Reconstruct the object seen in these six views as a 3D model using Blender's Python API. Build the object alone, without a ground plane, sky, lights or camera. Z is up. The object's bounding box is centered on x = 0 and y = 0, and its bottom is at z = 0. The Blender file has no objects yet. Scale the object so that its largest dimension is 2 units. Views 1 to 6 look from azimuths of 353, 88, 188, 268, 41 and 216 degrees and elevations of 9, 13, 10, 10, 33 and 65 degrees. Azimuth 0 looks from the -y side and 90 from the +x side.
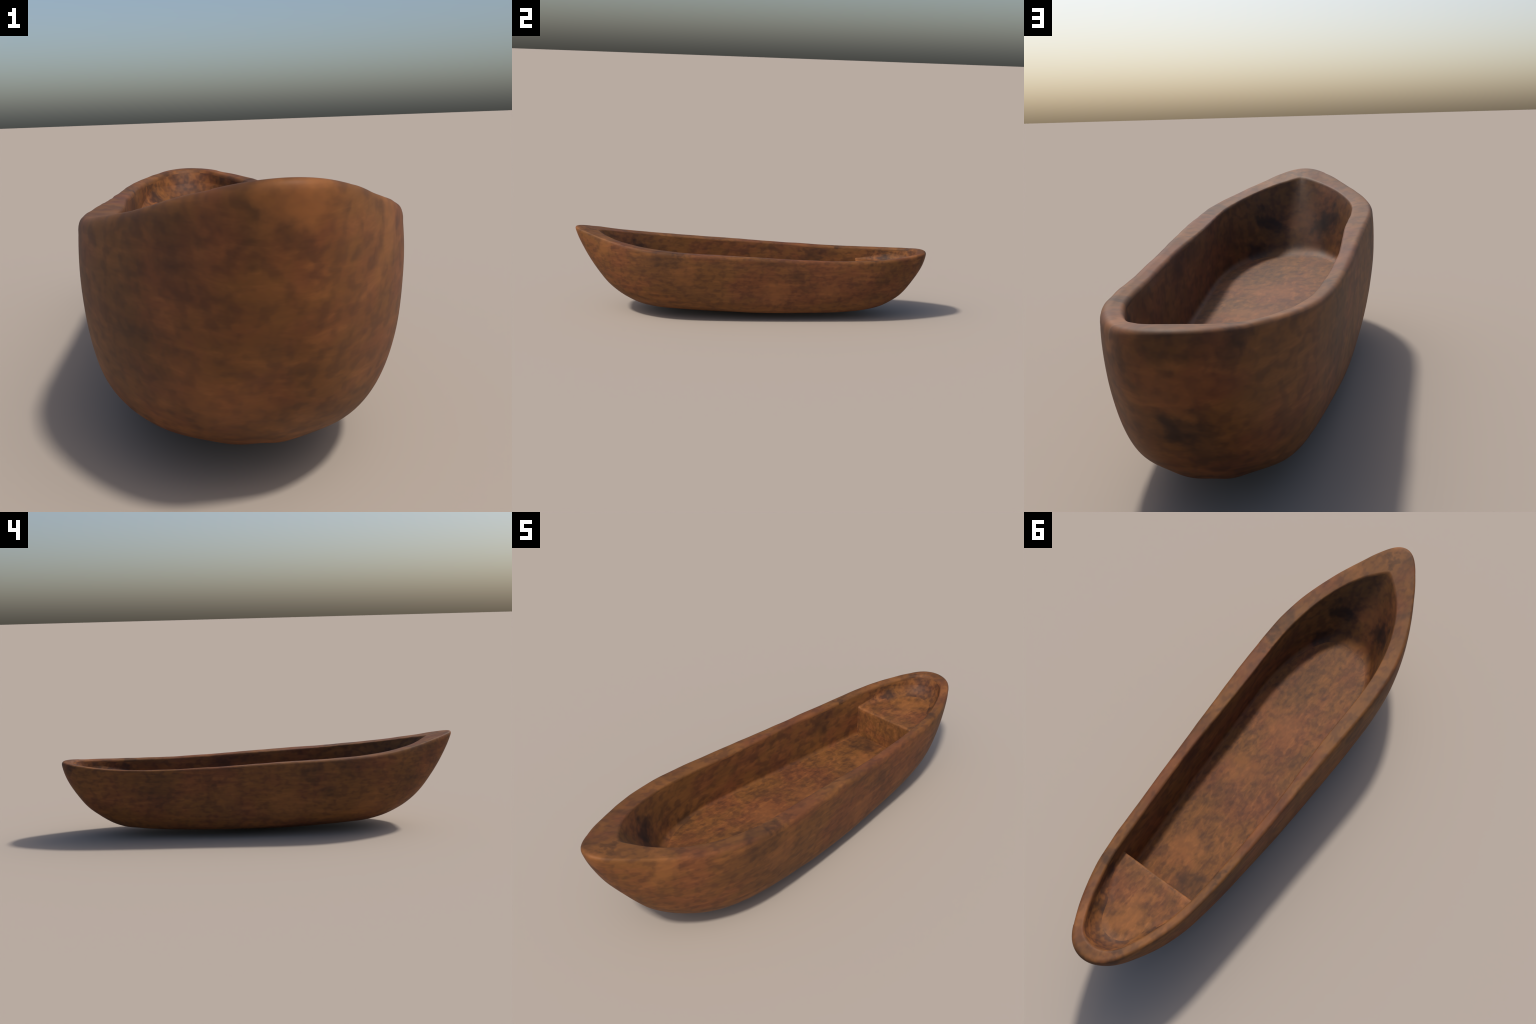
"""Dugout canoe carved from one log: hull, gunwale, hollow with floor, and a stern seat.

Every station of the boat is one cross-section curve that runs from the keel up the
outer wall, over the rounded gunwale and down the inside wall to the floor.  The stations go
round the gunwale from the bow to the stern on both sides (radial fans at the two ends)."""
import bpy, bmesh, math
import numpy as np
from mathutils import Vector, noise

# ------------------------------------------------------------------ curve helper
def spline(knots, vals, x, flat=False):
    """cubic spline through control values (natural ends, or flat ends)"""
    k = np.asarray(knots, float); v = np.asarray(vals, float); n = len(k); h = np.diff(k)
    A = np.zeros((n, n)); b = np.zeros((n,) + v.shape[1:])
    A[0, 0] = A[-1, -1] = 1
    for i in range(1, n - 1):
        A[i, i - 1], A[i, i], A[i, i + 1] = h[i - 1], 2 * (h[i - 1] + h[i]), h[i]
        b[i] = 6 * ((v[i + 1] - v[i]) / h[i] - (v[i] - v[i - 1]) / h[i - 1])
    if flat:
        A[0, 0], A[0, 1] = 2 * h[0], h[0]; b[0] = 6 * (v[1] - v[0]) / h[0]
        A[-1, -1], A[-1, -2] = 2 * h[-1], h[-1]; b[-1] = -6 * (v[-1] - v[-2]) / h[-1]
    M = np.linalg.solve(A, b)
    x = np.clip(x, k[0], k[-1]); i = np.clip(np.searchsorted(k, x, side='right') - 1, 0, n - 2)
    ex = (slice(None),) + (None,) * (v.ndim - 1)
    a, c, hh = (k[i + 1] - x)[ex], (x - k[i])[ex], h[i][ex]
    return M[i] * a**3 / (6 * hh) + M[i + 1] * c**3 / (6 * hh) + (v[i] / hh - M[i] * hh / 6) * a + (v[i + 1] / hh - M[i + 1] * hh / 6) * c


def soft_clamp(y, lo, hi, w=.08):
    s = lambda v: w * np.logaddexp(0, v / w)
    return lo + s(y - lo) - s(y - hi)


def ease(t):
    return (1 - np.cos(np.pi * t)) / 2


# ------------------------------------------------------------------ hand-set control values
# t = 0 at the bow tip (-y), 1 at the stern tip (+y); half breadths, heights in metres
T_PLAN   = [0, .06, .13, .22, .32, .43, .55, .66, .76, .85, .93, 1.]
GUNWALE_HALF_BREADTH = [0.0, 0.0436, 0.094, 0.1752, 0.2484, 0.2533, 0.2351, 0.217, 0.1839, 0.1236, 0.0671, 0.0]
HOLLOW_HALF_BREADTH  = [0.0, 0.0281, 0.0866, 0.1553, 0.1965, 0.1917, 0.1917, 0.1753, 0.1514, 0.1036, 0.0587, 0.0]
FLOOR_HALF_BREADTH   = [0, .076, .124, .170, .191, .184, .173, .160, .145, .108, .062, 0]
T_SHEER  = [0, .15, .3, .45, .6, .75, .88, 1.]
SHEER        = [0.48, 0.4559, 0.4027, 0.3791, 0.3622, 0.3622, 0.3766, 0.385]
HOLLOW_DROP  = [-0.0242, -0.0274, -0.0114, -0.0065, -0.0062, -0.0073, -0.0065, -0.0027]
OUTER_Y  = (-1.0038, 1.0019)
HOLLOW_Y = (-0.8686, 0.9464)
FLOOR_Y  = (-.640, .862)
KEEL_Y   = [-.7, -.45, -.2, .05, .3, .55, .75]
KEEL_Z   = [0.0215, 0.0157, 0.0042, -0.0001, 0.0079, 0.0193, 0.0363]
SPINE    = (-0.4679, 0.6177)
# fullness of the cross-section (1 = quarter ellipse) against the angle from gunwale to keel
T_FULL   = [0, .15, .3, .5, .7, .85, 1.]
ANGLES   = [0, 15, 30, 42, 54, 66, 78, 90.]
FULLNESS = [[1.0, 0.9543, 0.9412, 0.9516, 1.0055, 1.0446, 1.0688, 1.0979],
            [1.0, 1.0042, 1.0167, 1.0358, 1.0357, 1.0382, 1.043, 1.0506],
            [1.0, 1.048, 1.1137, 1.1598, 1.1471, 1.0931, 1.0659, 1.0727],
            [1.0, 1.0456, 1.1152, 1.1752, 1.0804, 1.002, 0.9367, 0.9414],
            [1.0, 1.0593, 1.1301, 1.137, 1.1028, 0.9906, 0.9564, 0.9627],
            [1.0, 1.0306, 1.0566, 1.0668, 1.0473, 1.0434, 1.0509, 1.0571],
            [1.0, 0.9796, 0.9596, 0.9674, 1.0103, 1.0492, 1.0878, 1.1129]]
# the log is not quite straight: sideways bend, twist and one-sided fullness
BEND_Y, BEND, TWIST = [-1, -.5, 0, .5, 1.], [0.0038, 0.0018, 0.0, -0.0064, -0.0071], [-0.0003, -0.0007, -0.0021, -0.0006, -0.0002]
SIDE_T, SIDE_A = [0, .33, .66, 1.], [0, 30, 60, 90.]
ONE_SIDED = [[0.0003, -0.0157, 0.0122, 0.0026],
             [-0.0216, -0.009, 0.011, 0.0169],
             [-0.0689, -0.0406, 0.0427, 0.0002],
             [-0.009, -0.0125, 0.0307, -0.0134]]
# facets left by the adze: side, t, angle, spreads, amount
FLATS = [(-1, 0.74, 25, 0.12, 14, -0.11),
         (-1, 0.78, 62, 0.08, 10, 0.04),
         (1, 0.6, 60, 0.16, 11, -0.08),
         (1, 0.84, 24, 0.08, 14, -0.04),
         (-1, 0.67, 27, 0.1, 13, -0.02)]
EDGE_OUT, EDGE_IN = 0.0204, .009
SEAT_Y, SEAT_Z = .617, .288

NT, N_WALL, N_EDGE, N_TOP, N_IN, N_BILGE, N_FLOOR = 300, 64, 8, 7, 22, 9, 12


def floor_height(y):
    return .183 - .050 * y


def bezier(a, b, c, n):
    s = np.linspace(0, 1, n)[:, None, None]
    return a * (1 - s)**2 + b * 2 * s * (1 - s) + c * s * s


def along(a, b, dist):
    d = b - a; L = np.linalg.norm(d, axis=-1, keepdims=True)
    return a + d * np.minimum(np.asarray(dist)[..., None] / np.maximum(L, 1e-9), .45)


def edge_lines(side, t):
    """gunwale edge, hollow edge and floor edge of one side (x measured outwards)"""
    gy = lambda e, extra=0: e[0] + (e[1] - e[0]) * (ease(t) + extra)
    z = spline(T_SHEER, SHEER, t, True)
    O = np.stack([spline(T_PLAN, GUNWALE_HALF_BREADTH, t), gy(OUTER_Y), z], -1)
    I = np.stack([spline(T_PLAN, HOLLOW_HALF_BREADTH, t), gy(HOLLOW_Y, .02 * t * (1 - t)**6),
                  z + spline(T_SHEER, HOLLOW_DROP, t, True)], -1)
    F = np.stack([spline(T_PLAN, FLOOR_HALF_BREADTH, t), gy(FLOOR_Y), z], -1)
    F[:, 2] = floor_height(F[:, 1])
    for A in (O, I, F):
        A[:, 0] += side * spline(BEND_Y, BEND, A[:, 1])
    for A in (O, I):
        A[:, 2] += side * spline(BEND_Y, TWIST, A[:, 1]) * np.clip(A[:, 0] / .25, 0, 1)
    return t, O, I, F


def stations(side):
    """rows of points (row, station, xyz) for one side; also the row index of each part border"""
    t, O, I, F = edge_lines(side, np.linspace(0, 1, NT))
    # outer wall: fullness profile between the gunwale and the keel line
    yc = soft_clamp(O[:, 1], *SPINE); zb = spline(KEEL_Y, KEEL_Z, yc)
    C = np.stack([side * spline(BEND_Y, BEND, yc), yc, zb], -1)
    th = np.linspace(0, 90, 4 * N_WALL)
    rho = spline(ANGLES, spline(T_FULL, FULLNESS, t, True).T, th)
    rho = rho + side * spline(SIDE_A, spline(SIDE_T, ONE_SIDED, t).T, th) * (np.sin(np.pi * th / 90)**2)[:, None] * np.sin(np.pi * t)
    for sd, t0, a0, st, sa, amount in FLATS:
        if sd == side:
            rho = rho + amount * np.sin(np.pi * t) * (1 - (th[:, None] / 90)**6) * np.exp(-((t - t0) / st)**2 / 2) * np.exp(-((th[:, None] - a0) / sa)**2 / 2)
    c = np.cos(np.radians(th))[:, None] * rho; s = np.sin(np.radians(th))[:, None] * rho; s = s / s[-1]
    W = C + (O - C) * c[..., None]
    W[..., 2] = O[:, 2] + (zb - O[:, 2]) * s
    # resample the wall by length, starting EDGE_OUT below the gunwale edge
    L = np.r_[np.zeros((1, NT)), np.cumsum(np.linalg.norm(np.diff(W, axis=0), axis=-1), 0)]
    wall = np.empty((N_WALL, NT, 3))
    for j in range(NT):
        q = np.linspace(EDGE_OUT, L[-1, j], N_WALL)
        for a in range(3):
            wall[:, j, a] = np.interp(q, L[:, j], W[:, j, a])
    wall[-1] = C
    top_o = along(O, I, np.full(NT, EDGE_OUT)); top_i = along(I, O, np.full(NT, EDGE_IN))
    edge_o = bezier(wall[0], O, top_o, N_EDGE)
    top = top_o + (top_i - top_o) * np.linspace(0, 1, N_TOP)[:, None, None]
    # hollow: edge, wall, rounded bilge, floor
    yf = soft_clamp(F[:, 1], -.42, .62); K = np.stack([side * spline(BEND_Y, BEND, yf), yf, floor_height(yf)], -1)
    low_i = along(I, F, np.full(NT, EDGE_IN * 1.3))
    edge_i = bezier(top_i, I, low_i, N_EDGE)
    r = .016 + .026 * np.clip(1 - t / .28, 0, 1)
    up, flat = along(F, I, r), along(F, K, r)
    s = np.linspace(0, 1, N_IN)[:, None, None]
    wall_in = low_i + (up - low_i) * s
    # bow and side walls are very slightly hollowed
    bilge = bezier(up, F, flat, N_BILGE)
    floor = flat + (K - flat) * np.linspace(0, 1, N_FLOOR)[:, None, None]
    rows = [wall[::-1], edge_o[1:], top[1:], edge_i[1:], wall_in[1:], bilge[1:], floor[1:]]
    marks = np.cumsum([len(x) for x in rows])
    R = np.concatenate(rows); R[..., 0] *= side
    return R, marks


# ------------------------------------------------------------------ one smooth carved surface
def carved_surface():
    Rp, marks = stations(1); Rm, _ = stations(-1)
    R = np.concatenate([Rp, Rm[:, -2:0:-1]], 1)            # closed loop round the boat
    nr, nl = R.shape[:2]
    R[..., 2] -= R[..., 2].min()
    co = R.reshape(-1, 3)
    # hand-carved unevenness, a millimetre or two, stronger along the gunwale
    i = np.arange(nr)[:, None] * nl; j = np.arange(nl)[None]
    a = (i[:-1] + j).ravel(); b = (i[:-1] + (j + 1) % nl).ravel(); d = (i[1:] + j).ravel(); c = (i[1:] + (j + 1) % nl).ravel()
    faces = np.stack([a, b, c, d], -1)
    # row borders of the parts: hull | gunwale | hollow wall | floor
    row = np.repeat(np.arange(nr - 1), nl)
    part = np.zeros(len(faces), int)
    part[row >= marks[0] - 1] = 1
    part[row >= marks[3] - 1] = 2
    part[row >= marks[5] - 3] = 3
    return co, faces, part


ROUGH = [(5., .0012), (14., .0006)]
LIP = [(7., .0019), (16., .0008)]        # the knife-cut lip wanders a little more


def build_parts():
    co, faces, part = carved_surface()
    me = bpy.data.meshes.new("carved_whole"); me.from_pydata(co.tolist(), [], faces.tolist())
    tag = me.attributes.new("part", 'INT', 'FACE'); tag.data.foreach_set("value", part.astype(np.int32))
    bm = bmesh.new(); bm.from_mesh(me)
    bmesh.ops.remove_doubles(bm, verts=bm.verts, dist=2e-4)
    bmesh.ops.dissolve_degenerate(bm, edges=bm.edges, dist=1e-5)
    bm.normal_update()
    lay = bm.faces.layers.int["part"]
    for v in bm.verts:
        h = sum(w * noise.noise(v.co * f + Vector((3.1, 7.7, 1.3))) for f, w in ROUGH)
        if any(f[lay] == 1 for f in v.link_faces) and abs(v.co.y) < .93:
            h += sum(w * noise.noise(Vector((v.co.x * 20, v.co.y * f, 4.4))) for f, w in LIP)
        v.co += v.normal * h * min(1, v.co.z / .05)
    bm.normal_update()
    normals = {v.index: v.normal.copy() for v in bm.verts}
    out = []
    for k, name in enumerate(("hull", "gunwale", "inner_wall", "floor")):
        sub, new, fs, ns = bpy.data.meshes.new(name), {}, [], []
        vs = []
        for f in bm.faces:
            if f[lay] != k:
                continue
            ids = []
            for v in f.verts:
                if v.index not in new:
                    new[v.index] = len(vs); vs.append(v.co[:]); ns.append(normals[v.index])
                ids.append(new[v.index])
            fs.append(ids)
        sub.from_pydata(vs, [], fs)
        sub.polygons.foreach_set("use_smooth", [True] * len(fs))
        sub.update(); sub.normals_split_custom_set_from_vertices(ns)
        o = bpy.data.objects.new(name, sub); bpy.context.collection.objects.link(o); out.append(o)
    bm.free(); bpy.data.meshes.remove(me)
    return out


# ------------------------------------------------------------------ stern seat: a step left standing in the log
SEAT_EDGE = .008


def build_seat():
    """the top meets the hollow's wall in a cove that widens to the stern; the front is a plain step"""
    t = np.linspace(.6, 1, 700)
    contour = {}
    for side in (1, -1):
        _, _, rim, low = edge_lines(side, t)
        k = (SEAT_Z - rim[:, 2]) / (low[:, 2] - rim[:, 2])
        foot = rim + (low - rim) * k[:, None]
        up = (rim - foot) / np.linalg.norm(rim - foot, axis=1)[:, None]
        foot[:, 0] *= side; up[:, 0] *= side
        contour[side] = foot, up
    y0 = SEAT_Y + SEAT_EDGE
    start = [int(np.argmax(contour[s][0][:, 1] > y0)) for s in (1, -1)]
    rows = []
    for q in np.sin(np.linspace(0, np.pi / 2, 70)):
        ends = []
        for s, st in zip((1, -1), start):
            i = int(round(st + q * (len(t) - 1 - st)))
            foot, up = contour[s][0][i], contour[s][1][i]
            inward = np.array([spline(BEND_Y, BEND, np.array([.72]))[0], .72, SEAT_Z]) - foot
            inward[1] *= min(1, max(0, (foot[1] - .70) / .12)); inward /= np.linalg.norm(inward)
            cove = .010 + .046 * min(1, max(0, (foot[1] - .64) / .18))
            top, flat = foot + up * min(cove * 1.45, .074), foot + inward * cove
            w = np.linspace(0, 1, 9)[:, None]
            strip = top * (1 - w)**2 + foot * 2 * w * (1 - w) + flat * w**2
            strip -= inward * .0022 * (1 - w)                  # run the cove a little into the wall
            ends.append(np.concatenate([[top - inward * .008 + up * .004], strip]))
        mid = ends[0][-1] + (ends[1][-1] - ends[0][-1]) * np.linspace(0, 1, 26)[1:-1, None]
        rows.append(np.concatenate([ends[0], mid, ends[1][::-1]]))
    first = rows[0].copy(); first[:, 1] = y0; rows[0][:, 1] = y0
    front = []
    for dy, dz in [(0, -.145 + .137 * k / 9) for k in range(10)] + [(SEAT_EDGE * (1 - math.cos(a)), SEAT_EDGE * (math.sin(a) - 1)) for a in np.linspace(0, np.pi / 2, 7)[1:-1]]:
        r = first.copy(); r[:, 1] = SEAT_Y + dy; r[:, 2] += dz; front.append(r)
    grid = np.array(front + rows); n, nx = grid.shape[:2]
    me = bpy.data.meshes.new("seat")
    me.from_pydata(grid.reshape(-1, 3).tolist(), [], [(i * nx + j, i * nx + j + 1, (i + 1) * nx + j + 1, (i + 1) * nx + j) for i in range(n - 1) for j in range(nx - 1)])
    bm = bmesh.new(); bm.from_mesh(me)
    bmesh.ops.remove_doubles(bm, verts=bm.verts, dist=2e-4)
    bm.normal_update()
    for v in bm.verts:
        if v.normal.z > .9:
            v.co.z += .0014 * noise.noise(v.co * 9)
    # close the block downwards inside the log so that it is solid
    res = bmesh.ops.extrude_edge_only(bm, edges=[e for e in bm.edges if e.is_boundary])
    for v in res["geom"]:
        if isinstance(v, bmesh.types.BMVert):
            v.co.z = min(v.co.z - .01, .135 + .12 * max(0, (v.co.y - SEAT_Y) / .31))
            v.co.x *= .97; v.co.y -= .012 * max(0, (v.co.y - .8) / .12)
    bmesh.ops.contextual_create(bm, geom=[e for e in bm.edges if e.is_boundary])
    bmesh.ops.recalc_face_normals(bm, faces=bm.faces)
    bm.to_mesh(me); bm.free()
    me.polygons.foreach_set("use_smooth", [True] * len(me.polygons))
    # the upper part of the cove belongs to the wall: second material slot
    me.polygons.foreach_set("material_index", [int(p.center.z > SEAT_Z + .006) for p in me.polygons])
    me.set_sharp_from_angle(angle=math.radians(50))
    o = bpy.data.objects.new("seat", me); bpy.context.collection.objects.link(o)
    return o


# ------------------------------------------------------------------ wood
class Nodes:
    def __init__(self, mat):
        self.t = mat.node_tree; self.n = self.t.nodes; self.l = self.t.links
        self.n.clear()

    def add(self, kind, **kw):
        nd = self.n.new(kind)
        for k, v in kw.items():
            setattr(nd, k, v)
        return nd

    def put(self, sock, v):
        if isinstance(v, bpy.types.NodeSocket):
            self.l.new(v, sock)
        else:
            sock.default_value = v

    def math(self, op, a, b=0., clamp=False):
        nd = self.add("ShaderNodeMath", operation=op, use_clamp=clamp)
        self.put(nd.inputs[0], a); self.put(nd.inputs[1], b)
        return nd.outputs[0]

    def noise(self, vec, scale, detail=3., rough=.55, dist=0.):
        nd = self.add("ShaderNodeTexNoise")
        self.put(nd.inputs["Vector"], vec)
        for k, v in (("Scale", scale), ("Detail", detail), ("Roughness", rough), ("Distortion", dist)):
            nd.inputs[k].default_value = v
        return nd.outputs["Fac"]

    def ramp(self, fac, lo, hi, a=0., b=1.):
        nd = self.add("ShaderNodeMapRange", interpolation_type='SMOOTHSTEP')
        self.put(nd.inputs[0], fac)
        for i, v in enumerate((lo, hi, a, b)):
            nd.inputs[i + 1].default_value = v
        return nd.outputs[0]

    def mix(self, fac, a, b, mode='MIX'):
        nd = self.add("ShaderNodeMix", data_type='RGBA', blend_type=mode)
        self.put(nd.inputs[0], fac); self.put(nd.inputs[6], a); self.put(nd.inputs[7], b)
        return nd.outputs[2]

    def mapped(self, vec, scale, loc=(0, 0, 0)):
        nd = self.add("ShaderNodeMapping")
        self.l.new(vec, nd.inputs[0]); nd.inputs["Scale"].default_value = scale; nd.inputs["Location"].default_value = loc
        return nd.outputs[0]


RED, OCHRE, PALE, DARK = (.154, .052, .019, 1), (.158, .063, .018, 1), (.282, .105, .031, 1), (.042, .019, .013, 1)
STAIN = (.018, .012, .010, 1)


def wood(name, grain, mottle, mottle_scale, streak, blotch, patches=(), pale=.5, seed=0., rough=.62, speckled_stern=0.):
    """grain = stretch of the streaks, mottle = strength of the small dark flecks,
    patches = (x, y, z, radius, strength) of dark or pale spots at known places"""
    mat = bpy.data.materials.new(name); mat.use_nodes = True
    g = Nodes(mat)
    P = g.add("ShaderNodeTexCoord").outputs["Object"]
    off = (seed, seed * 1.7, seed * .6)
    base = g.mapped(P, (1, 1, 1), off)
    tone = g.noise(g.mapped(P, (1, .6, 1), off), 6.5, 4, .6)
    col = g.mix(g.ramp(tone, .36, .58), RED, OCHRE)
    lines = g.noise(g.mapped(P, grain, off), 1., 4, .6, .4)
    col = g.mix(g.math('MULTIPLY', g.ramp(lines, .48, .72), pale), col, PALE)
    shade = g.noise(g.mapped(P, (1, .7, 1), (seed + 4, 2, 1)), 5., 5, .62)
    col = g.mix(g.math('MULTIPLY', g.ramp(shade, .50, .70), blotch), col, DARK)
    col = g.mix(g.math('MULTIPLY', g.ramp(lines, .52, .28), streak), col, DARK)
    fleck = g.noise(g.mapped(P, mottle_scale, (seed, 1, 5)), 1., 1.5, .5, .15)
    col = g.mix(g.math('MULTIPLY', g.ramp(fleck, .42, .68), mottle), col, DARK)
    if speckled_stern:
        sp = g.add("ShaderNodeSeparateXYZ"); g.l.new(P, sp.inputs[0])
        there = g.ramp(sp.outputs[1], .60, .74)
        coarse = g.noise(g.mapped(P, (48, 40, 50), (2, 1, 5)), 1., 1.5, .5, .1)
        col = g.mix(g.math('MULTIPLY', there, g.ramp(coarse, .32, .60, .12, 0)), col, PALE)
        col = g.mix(g.math('MULTIPLY', there, g.ramp(coarse, .40, .66, 0, speckled_stern)), col, DARK)
    wob = g.add("ShaderNodeTexNoise"); g.put(wob.inputs["Vector"], base); wob.inputs["Scale"].default_value = 22; wob.inputs["Detail"].default_value = 4
    sub = g.add("ShaderNodeVectorMath", operation='MULTIPLY_ADD'); g.l.new(wob.outputs["Color"], sub.inputs[0])
    sub.inputs[1].default_value = (.14, .14, .14); sub.inputs[2].default_value = (-.07, -.07, -.07)
    wp = g.add("ShaderNodeVectorMath", operation='ADD'); g.l.new(P, wp.inputs[0]); g.l.new(sub.outputs[0], wp.inputs[1])
    for x, y, z, rad, s in patches:
        d = g.add("ShaderNodeVectorMath", operation='DISTANCE'); g.l.new(wp.outputs[0], d.inputs[0]); d.inputs[1].default_value = (x, y, z)
        col = g.mix(g.ramp(d.outputs["Value"], rad, rad * .35, 0, abs(s)), col, STAIN if s > 0 else PALE)
    bs = g.add("ShaderNodeBsdfPrincipled"); out = g.add("ShaderNodeOutputMaterial")
    g.l.new(bs.outputs[0], out.inputs[0]); g.put(bs.inputs["Base Color"], col)
    bs.inputs["Roughness"].default_value = rough; bs.inputs["Specular IOR Level"].default_value = .20
    bump = g.add("ShaderNodeBump"); bump.inputs["Strength"].default_value = .07; bump.inputs["Distance"].default_value = .004
    g.put(bump.inputs["Height"], g.math('ADD', lines, fleck)); g.l.new(bump.outputs[0], bs.inputs["Normal"])
    return mat


hull, gunwale, inner_wall, floor = build_parts()
seat = build_seat()
# dark patches (positive) and pale patches (negative): x, y, z, radius, strength
HULL_MARKS = [
    (.26, -.47, .372, .10, 0.38), (.227, .249, .281, .07, 0.30), (.222, .191, .115, .06, 0.34), (.178, .719, .252, .06, 0.26),
    (-.014, .919, .214, .055, 0.52), (.010, .908, .200, .045, 0.38), (-.026, .885, .165, .060, 0.38), (-.012, .999, .362, .06, 0.34),
    (-.087, .96, .345, .05, 0.41), (.069, .964, .334, .035, 0.34), (-.109, -.881, .383, .075, 0.26), (-.033, -.979, .430, .07, 0.32),
    (-.166, -.79, .401, .06, 0.26), (-.246, .256, .286, .07, 0.34), (-.256, -.264, .324, .09, 0.34), (-.258, -.336, .23, .07, 0.30),
    (-.235, .5, .263, .15, 0.34), (-.258, -.43, .364, .08, 0.34), (-.175, -.753, .284, .09, 0.26),
    (.23, .124, .175, .10, -.30), (.206, .426, .185, .08, -.28), (.258, -.379, .264, .09, -.25), (.150, -.82, .395, .06, -.35),
    (-.245, -.12, .168, .11, -.25), (-.223, -.535, .14, .11, -.25), (-.242, .157, .211, .09, -.22), (-.076, -.822, .188, .10, -.22),
    (-.006, .971, .283, .07, -.2)]
GUNWALE_MARKS = [(.236, -.405, .386, .045, .50), (.012, -.92, .462, .035, .45), (.158, .677, .356, .055, .5), (-.195, .509, .356, .035, .55),
                 (.222, -.345, .383, .030, .35), (-.09, .93, .37, .04, .4), (.016, -.997, .462, .06, -.4), (.10, .90, .37, .05, -.4)]
HOLLOW_MARKS = [
    (.105, -.698, .307, .080, .70), (-.098, -.695, .300, .072, .66), (.13, -.60, .205, .075, .65), (-.127, -.672, .33, .06, .6),
    (-.19, -.435, .205, .07, .60), (-.171, -.551, .29, .06, .45), (-.20, -.28, .195, .05, .5), (-.134, .785, .311, .05, .45),
    (-.036, .935, .336, .04, .20), (.130, .70, .300, .06, .55), (.118, .765, .300, .05, .5), (.085, .835, .300, .04, .4), (-.185, .386, .305, .10, .40), (.0, -.74, .33, .06, -.22),  # x .085 to .130: wall beside the seat darkened for its self-shadow
    (-.155, .715, .308, .020, -.5), (-.089, .878, .323, .05, -.2), (-.152, -.575, .211, .035, -.4)]
FLOOR_MARKS = [(-.085, .555, .154, .10, .50), (.03, .20, .166, .10, .25), (.08, -.33, .182, .13, .22), (-.17, -.45, .19, .06, .5), (-.18, -.28, .18, .05, .4),
               (.148, -.23, .18, .09, -.32), (.005, -.169, .178, .10, -.30), (.041, .067, .169, .10, -.28), (.021, .44, .157, .09, -.40)]
SEAT_MARKS = [(x / 100, .622, .288, .026, -.30) for x in range(-15, 15, 4)] + [(-.022, .795, .283, .07, -.45), (-.012, .715, .284, .05, -.35), (.03, .85, .284, .05, -.3), (-.10, .67, .283, .04, .25)]
EDGE_MARKS = [m for m in HULL_MARKS if m[2] > .32] + GUNWALE_MARKS
MATERIALS = {
    hull: wood("hull_wood", (16, 5.5, 44), .38, (46, 26, 46), .28, .31, HULL_MARKS + GUNWALE_MARKS, .40, 0.),
    gunwale: wood("gunwale_wood", (16, 5.5, 44), .38, (46, 26, 46), .28, .31, EDGE_MARKS, .40, 0.),
    inner_wall: wood("inner_wall_wood", (16, 7, 30), .46, (40, 24, 40), .35, .5, HOLLOW_MARKS, .38, 0., speckled_stern=.55),
    floor: wood("floor_wood", (56, 20, 40), .42, (46, 34, 46), .42, .34, FLOOR_MARKS, .46, 0.),
    seat: wood("seat_wood", (56, 20, 40), .38, (42, 34, 42), .36, .28, SEAT_MARKS, .62, 0.),
}
canoe = bpy.data.objects.new("dugout_canoe", None); bpy.context.collection.objects.link(canoe)
canoe["label"] = "small dugout canoe carved from dark reddish brown wood"
canoe["category"] = "wooden canoe"
for o, m in MATERIALS.items():
    o.data.materials.append(m); o.parent = canoe
seat.data.materials.append(MATERIALS[inner_wall])
